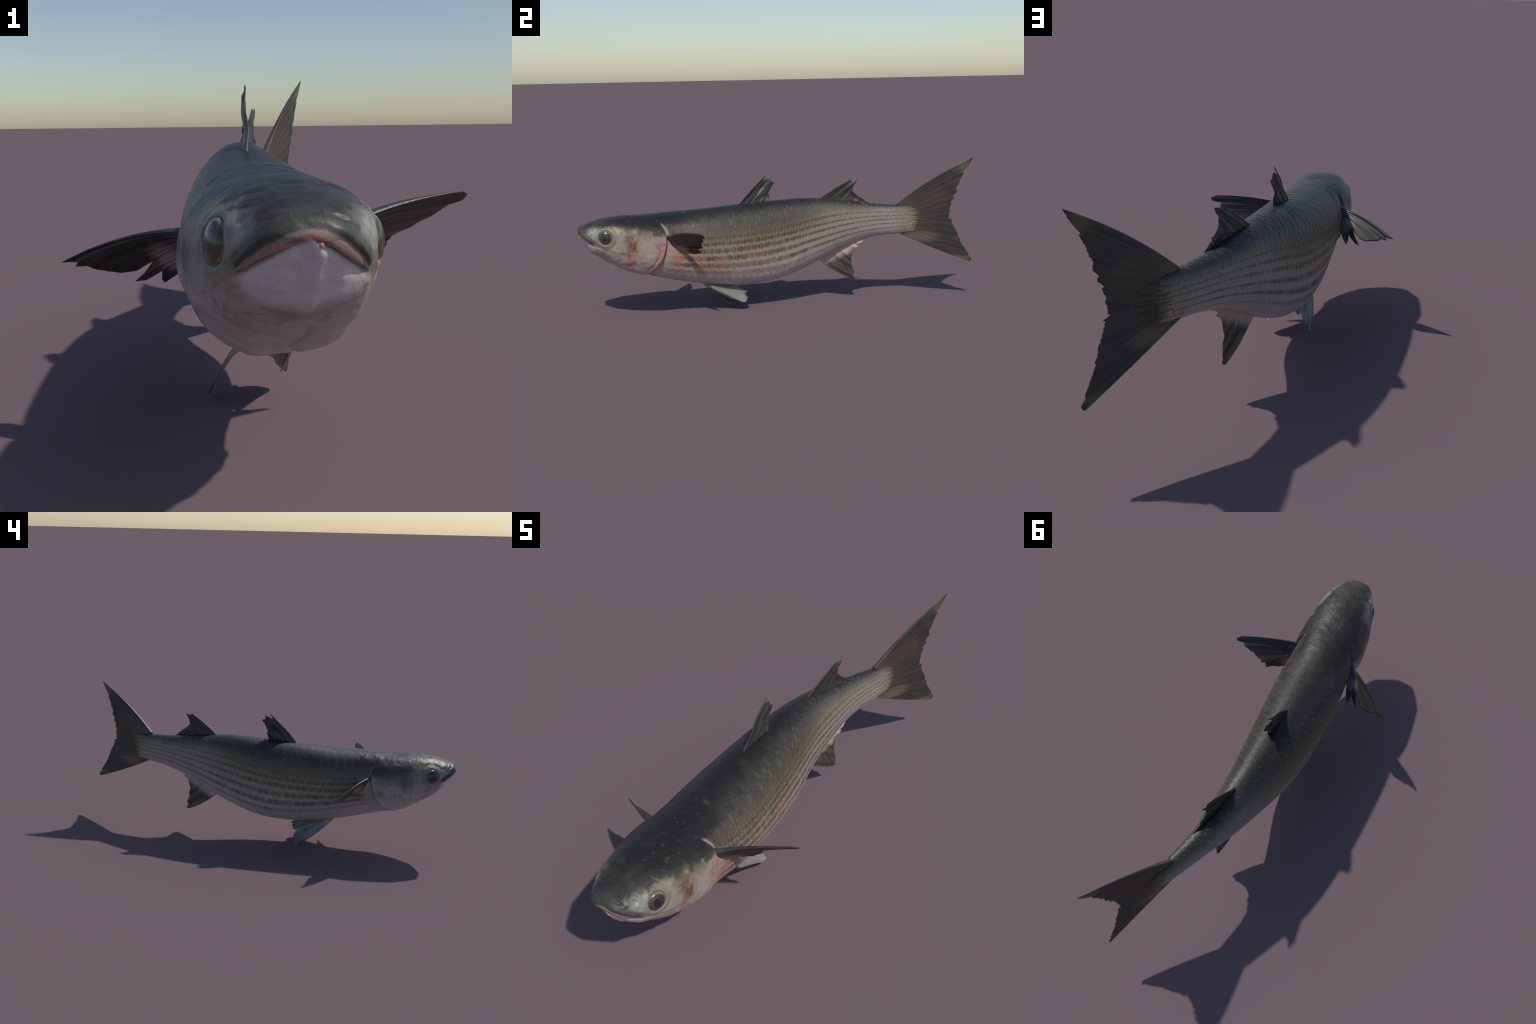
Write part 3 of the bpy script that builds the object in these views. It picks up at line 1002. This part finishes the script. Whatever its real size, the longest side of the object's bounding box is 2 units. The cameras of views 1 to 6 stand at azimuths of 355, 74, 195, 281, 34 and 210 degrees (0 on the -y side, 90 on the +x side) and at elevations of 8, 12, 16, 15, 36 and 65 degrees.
# first dorsal fin: four stout spines
D1C = (0.074, -0.034, 0.017)
m_d1 = fin_material('first_dorsal_membrane', (-0.012, -0.20, 0.50), ((0, 1, 0), (0, 0, 1)),
                    (0.022, 0.023, 0.022), (0.064, 0.063, 0.057), (0.08, 0.078, 0.07), 0.055, 12.0)
dorsal = build_fin(
    'dorsal_fin',
    on_plane([(-0.190, 0.530), (-0.13, 0.530), (-0.085, 0.532), (-0.040, 0.533)], D1C),
    on_plane([(-0.033, 0.683), (-0.054, 0.656), (-0.059, 0.649), (-0.043, 0.656), (-0.016, 0.665),
              (-0.016, 0.643), (0.002, 0.638), (-0.015, 0.615), (-0.033, 0.584), (-0.026, 0.572),
              (-0.031, 0.555), (-0.036, 0.545)], D1C),
    m_d1, fish, bow=(0, -0.004, 0.002), rays=4, thick=(0.009, 0.0028), na=240, fray=0.0008, ripple=0.003, seed=2, web=0.6)

# second dorsal fin
D2C = (0.275, 0.042, -0.084)
m_d2 = fin_material('second_dorsal_membrane', (0.0, 0.20, 0.49), ((0.2, 0.98, 0), (0, 0, 1)),
                    (0.024, 0.024, 0.022), (0.060, 0.058, 0.050), (0.075, 0.074, 0.065), 0.07, 16.0)
build_fin(
    'dorsal_fin',
    on_plane([(0.241, 0.540), (0.31, 0.528), (0.38, 0.515), (0.44, 0.505), (0.492, 0.497)], D2C),
    on_plane([(0.394, 0.638), (0.403, 0.630), (0.428, 0.635), (0.419, 0.616), (0.408, 0.599), (0.406, 0.579),
              (0.423, 0.561), (0.440, 0.548), (0.462, 0.534), (0.480, 0.518), (0.500, 0.503)], D2C),
    m_d2, fish, bow=(0, -0.002, 0.003), rays=9, thick=(0.010, 0.0022), fray=0.0035, ripple=0.0016, seed=3, web=0.2)

# anal fin
AC = (0.299, 0.112, -0.096)
m_an = fin_material('anal_fin_membrane', (0.0, 0.27, 0.36), ((0.3, 0.8, -0.5), (0, -0.5, -0.86)),
                    (0.030, 0.030, 0.026), (0.090, 0.082, 0.066), (0.44, 0.33, 0.28), 0.02, 22.0,
                    root_line=((0, -0.43, 0.90), 0.040, 0.082))
build_fin(
    'anal_fin',
    [(-0.005, 0.228, 0.225), (0.018, 0.32, 0.278), (0.035, 0.40, 0.315), (0.056, 0.468, 0.340)],
    on_plane([(0.407, 0.107), (0.421, 0.113), (0.412, 0.127), (0.417, 0.143), (0.407, 0.180), (0.401, 0.230),
              (0.410, 0.257), (0.423, 0.275), (0.439, 0.285), (0.427, 0.290), (0.437, 0.299), (0.453, 0.305),
              (0.465, 0.326), (0.473, 0.338)], (0.28, 0.06, -0.078)),
    m_an, fish, bow=(0, -0.004, -0.008), rays=11, thick=(0.010, 0.002), fray=0.004, ripple=0.0025, seed=4, web=0.2)

# pectoral fins, spread sideways
BLACK, BROWN = (0.022, 0.020, 0.020), (0.060, 0.050, 0.044)
m_pl = fin_material('left_pectoral_membrane', (0.125, -0.585, 0.40), ((0.80, 0.55, 0.1), (0.15, -0.1, 0.98)),
                    BLACK, BROWN, (0.060, 0.062, 0.070), 0.055, 30.0,
                    blush=[((0.165, -0.535, 0.345), (0.045, 0.04, 0.030), (0.30, 0.20, 0.18), 0.9),
                           ((0.225, -0.445, 0.345), (0.05, 0.04, 0.018), (0.13, 0.034, 0.032), 0.5)])
build_fin(
    'pectoral_fin',
    [(0.128, -0.585, 0.422), (0.130, -0.560, 0.385), (0.140, -0.500, 0.335)],
    [(0.372, -0.475, 0.462), (0.387, -0.462, 0.456), (0.380, -0.456, 0.444), (0.352, -0.462, 0.437), (0.340, -0.455, 0.428),
     (0.322, -0.453, 0.417), (0.30, -0.452, 0.405), (0.272, -0.448, 0.390), (0.243, -0.438, 0.372),
     (0.232, -0.456, 0.366), (0.238, -0.446, 0.358), (0.226, -0.438, 0.344), (0.205, -0.462, 0.337), (0.180, -0.470, 0.336), (0.160, -0.485, 0.335)],
    m_pl, fish, bow=(0.008, 0.003, 0.010), rays=13, thick=(0.020, 0.0022), fray=0.005, ripple=0.0006, seed=5, web=0.2)
m_pr = fin_material('right_pectoral_membrane', (-0.145, -0.585, 0.40), ((-0.80, 0.55, -0.1), (-0.15, -0.1, 0.98)),
                    BLACK, BROWN, (0.075, 0.075, 0.085), 0.05, 30.0,
                    blush=[((-0.185, -0.53, 0.355), (0.035, 0.03, 0.03), (0.30, 0.26, 0.25), 0.75)])
build_fin(
    'pectoral_fin',
    [(-0.150, -0.585, 0.414), (-0.150, -0.562, 0.380), (-0.148, -0.545, 0.343)],
    [(-0.385, -0.434, 0.337), (-0.366, -0.437, 0.339), (-0.352, -0.447, 0.340), (-0.359, -0.437, 0.330), (-0.334, -0.448, 0.332),
     (-0.322, -0.441, 0.325), (-0.30, -0.445, 0.322), (-0.270, -0.450, 0.318), (-0.245, -0.460, 0.322), (-0.212, -0.492, 0.345),
     (-0.230, -0.465, 0.318), (-0.250, -0.441, 0.298), (-0.226, -0.458, 0.305), (-0.194, -0.492, 0.328),
     (-0.196, -0.470, 0.308), (-0.192, -0.450, 0.297), (-0.170, -0.485, 0.318)],
    m_pr, fish, bow=(-0.004, -0.004, 0.014), rays=13, thick=(0.012, 0.0020), fray=0.003, ripple=0.0006, seed=6, web=0.2, na=300)

# pelvic fins
m_vl = fin_material('left_pelvic_membrane', (0.05, -0.40, 0.155), ((0, 0.95, -0.3), (0, 0.3, 0.95)),
                    (0.17, 0.165, 0.15), (0.30, 0.28, 0.255), (0.34, 0.31, 0.285), 0.06, 40.0,
                    blush=[((0.045, -0.165, 0.06), (0.05, 0.018, 0.05), (0.11, 0.12, 0.11), 0.5)])
build_fin(
    'pelvic_fin',
    [(0.060, -0.378, 0.140), (0.048, -0.350, 0.134), (0.030, -0.320, 0.130)],
    [(0.052, -0.250, 0.056), (0.060, -0.228, 0.056), (0.068, -0.205, 0.044), (0.066, -0.184, 0.040), (0.048, -0.168, 0.050), (0.046, -0.166, 0.062),
     (0.040, -0.170, 0.072), (0.030, -0.176, 0.078), (0.025, -0.160, 0.082), (0.022, -0.185, 0.100), (0.018, -0.22, 0.116)],
    m_vl, fish, rays=7, thick=(0.010, 0.002), fray=0.0025, ripple=0.0014, seed=7, web=0.4)
m_vr = fin_material('right_pelvic_membrane', (-0.057, -0.42, 0.165), ((-0.2, 0.85, -0.45), (0, 0.5, 0.85)),
                    (0.10, 0.11, 0.105), (0.36, 0.36, 0.345), (0.42, 0.40, 0.385), 0.08, 40.0,
                    blush=[((-0.10, -0.215, 0.02), (0.05, 0.05, 0.03), (0.075, 0.078, 0.062), 0.7)])
build_fin(
    'pelvic_fin',
    [(-0.060, -0.402, 0.152), (-0.048, -0.370, 0.146), (-0.030, -0.335, 0.138)],
    [(-0.106, -0.228, 0.008), (-0.106, -0.207, 0.0022), (-0.099, -0.201, 0.017), (-0.094, -0.200, 0.030), (-0.078, -0.195, 0.052),
     (-0.070, -0.203, 0.064), (-0.065, -0.211, 0.075), (-0.060, -0.187, 0.074), (-0.050, -0.187, 0.086), (-0.041, -0.202, 0.096), (-0.030, -0.22, 0.122)],
    m_vr, fish, bow=(-0.006, -0.003, -0.006), rays=7, thick=(0.010, 0.002), fray=0.002, ripple=0.0014, seed=8, web=0.4)


# --------------------------------------------------------------------- eyes
def eye_material():
    N = Nodes('eye_iris')
    tc = N.t.nodes.new('ShaderNodeTexCoord')
    q = N.t.nodes.new('ShaderNodeSeparateXYZ')
    N.t.links.new(tc.outputs['Object'], q.inputs[0])
    x, y = q.outputs[0], q.outputs[1]         # x towards the snout, y up, in metres
    n = N.noise(tc.outputs['Object'], 140.0, 4, 0.6)
    def ell(cx, cy, rx, ry):
        a = N.div(N.sub(x, cx), rx)
        b = N.div(N.sub(y, cy), ry)
        return N.math('SQRT', N.add(N.mul(a, a), N.mul(b, b)))
    rad = N.mul(ell(0.003, 0.0, 1.0, 1.0), 1.0)
    rim = N.step(N.add(rad, N.mul(N.sub(n, .5), .004)), 0.0275, 0.0305)
    iris = N.mix(N.step(x, -0.014, 0.012), (0.042, 0.036, 0.034), (0.085, 0.060, 0.030))
    iris = N.mix(N.step(n, 0.4, 0.7), iris, (0.045, 0.036, 0.028))
    dp = ell(0.005, 0.0, 0.0130, 0.0185)
    ring = N.mul(N.step(dp, 0.93, 1.0), N.step(dp, 1.16, 1.05))
    c = N.mix(N.mul(ring, 0.25), iris, (0.23, 0.155, 0.055))
    c = N.mix(N.step(dp, 1.03, 0.94), c, (0.016, 0.019, 0.034))
    c = N.mix(rim, c, (0.19, 0.165, 0.125))
    return N.finish(c, 0.22, 0.5, 0.2)


m_eye = eye_material()
nr, na = 26, 64
for side, (c, ex, ey, en) in EYES.items():
    fwd = np.array([0, -1.0, 0]) - en * (-en[1])
    fwd /= np.linalg.norm(fwd)
    rr = np.linspace(0.0, 1, nr)
    ang = np.linspace(0, 2 * np.pi, na, endpoint=False)
    R = 0.0335
    pr = R * np.sin(rr * np.pi * 0.62)
    pz = 0.0150 * np.cos(rr * np.pi * 0.62) - 0.0075
    pr[0] = 0.0002
    loc = np.stack([pr[:, None] * np.cos(ang), pr[:, None] * np.sin(ang), pz[:, None] + 0 * ang], -1).reshape(-1, 3)
    faces = grid_faces(nr, na, True)
    up = np.cross(en, fwd) * (1 if np.cross(en, fwd)[2] > 0 else -1)
    M = np.eye(4)
    M[:3, 0], M[:3, 1], M[:3, 2], M[:3, 3] = fwd, up, en, c
    flip = np.linalg.det(M[:3, :3]) < 0
    if flip:                         # keep a right-handed frame, mirror the shape instead
        M[:3, 1] = -up
    faces = [list(f) for f in faces] + [list(range(na))[::-1]]
    ob = new_object('eye', loc, [f[::-1] for f in faces], m_eye, head)
    ob.matrix_world = Matrix(M.tolist())


# -------------------------------------------------------------------- mouth
def skin_at(x, z):
    """Point of the finished skin at the snout with given x and z."""
    Q = SKIN_V[SKIN_V[:, 1] < -0.90]
    d = (Q[:, 0] - x)**2 + (Q[:, 2] - z)**2
    return Q[np.argsort(d)[:6]].mean(0)


m_lip = plain_material('lip_flesh', (0.29, 0.185, 0.155), (0.22, 0.19, 0.17), 45.0, 0.35)
xs = np.linspace(-0.083, 0.083, 41)
mids = 0.5 * (mouth_z(xs) + lip_z(xs)) - 0.001
axis = np.array([skin_at(v, float(m)) for v, m in zip(xs, mids)]) + np.array([0, 0.0022, 0])
axis[:, 1] += 0.0045 * np.exp(-(xs / 0.020)**2)
axis[:, 2] -= 0.0030 * np.exp(-(xs / 0.020)**2)
for _ in range(3):
    axis[1:-1] = (axis[:-2] + 2 * axis[1:-1] + axis[2:]) / 4
tang = np.gradient(axis, axis=0)
tang /= np.linalg.norm(tang, axis=1)[:, None]
tb = np.linspace(0, 2 * np.pi, 16, endpoint=False)
rad = 0.46 * (lip_z(xs) - mouth_z(xs)) * np.sqrt(np.clip(1 - (xs / 0.0845)**2, 0.02, 1))**0.25
rad = rad * (1 + 0.40 * np.array([float(vnoise(np.array([v * 70, 0, 0.]), 4)) for v in xs]))
outv = np.stack([0.5 * axis[:, 0] / 0.08, -np.ones(41), np.zeros(41)], 1)
outv -= tang * (outv * tang).sum(1)[:, None]
outv /= np.linalg.norm(outv, axis=1)[:, None]
upv = np.cross(outv, tang)
tube = axis[:, None] + rad[:, None, None] * (outv[:, None] * np.cos(tb)[None, :, None] * 0.40
                                             + upv[:, None] * np.sin(tb)[None, :, None])
lipf = [list(f) for f in grid_faces(41, 16, True)] + [list(range(16))[::-1], [40 * 16 + k for k in range(16)]]
new_object('upper_lip', tube.reshape(-1, 3), lipf, m_lip, head)


def blob_mesh(name, centre, radii, mat, parent, seed):
    a = np.linspace(0, np.pi, 12)
    b = np.linspace(0, 2 * np.pi, 18, endpoint=False)
    p = np.stack([np.sin(a)[:, None] * np.cos(b), np.sin(a)[:, None] * np.sin(b), np.cos(a)[:, None] + 0 * b], -1)
    p = p * (1 + 0.25 * vnoise(p * 2.2, seed))[..., None] * np.array(radii) + np.array(centre)
    return new_object(name, p.reshape(-1, 3), grid_faces(12, 18, True), mat, parent)


m_blood = plain_material('blood_spot', (0.36, 0.02, 0.02), (0.45, 0.05, 0.04), 80.0, 0.25)
m_tongue = plain_material('tongue_flesh', (0.50, 0.27, 0.17), (0.55, 0.33, 0.24), 60.0, 0.3)
blob_mesh('blood_clot', (0.012, -0.9985, 0.446), (0.004, 0.0035, 0.005), m_blood, head, 1)
blob_mesh('tongue_tip', (0.016, -0.997, 0.438), (0.0042, 0.004, 0.006), m_tongue, head, 2)
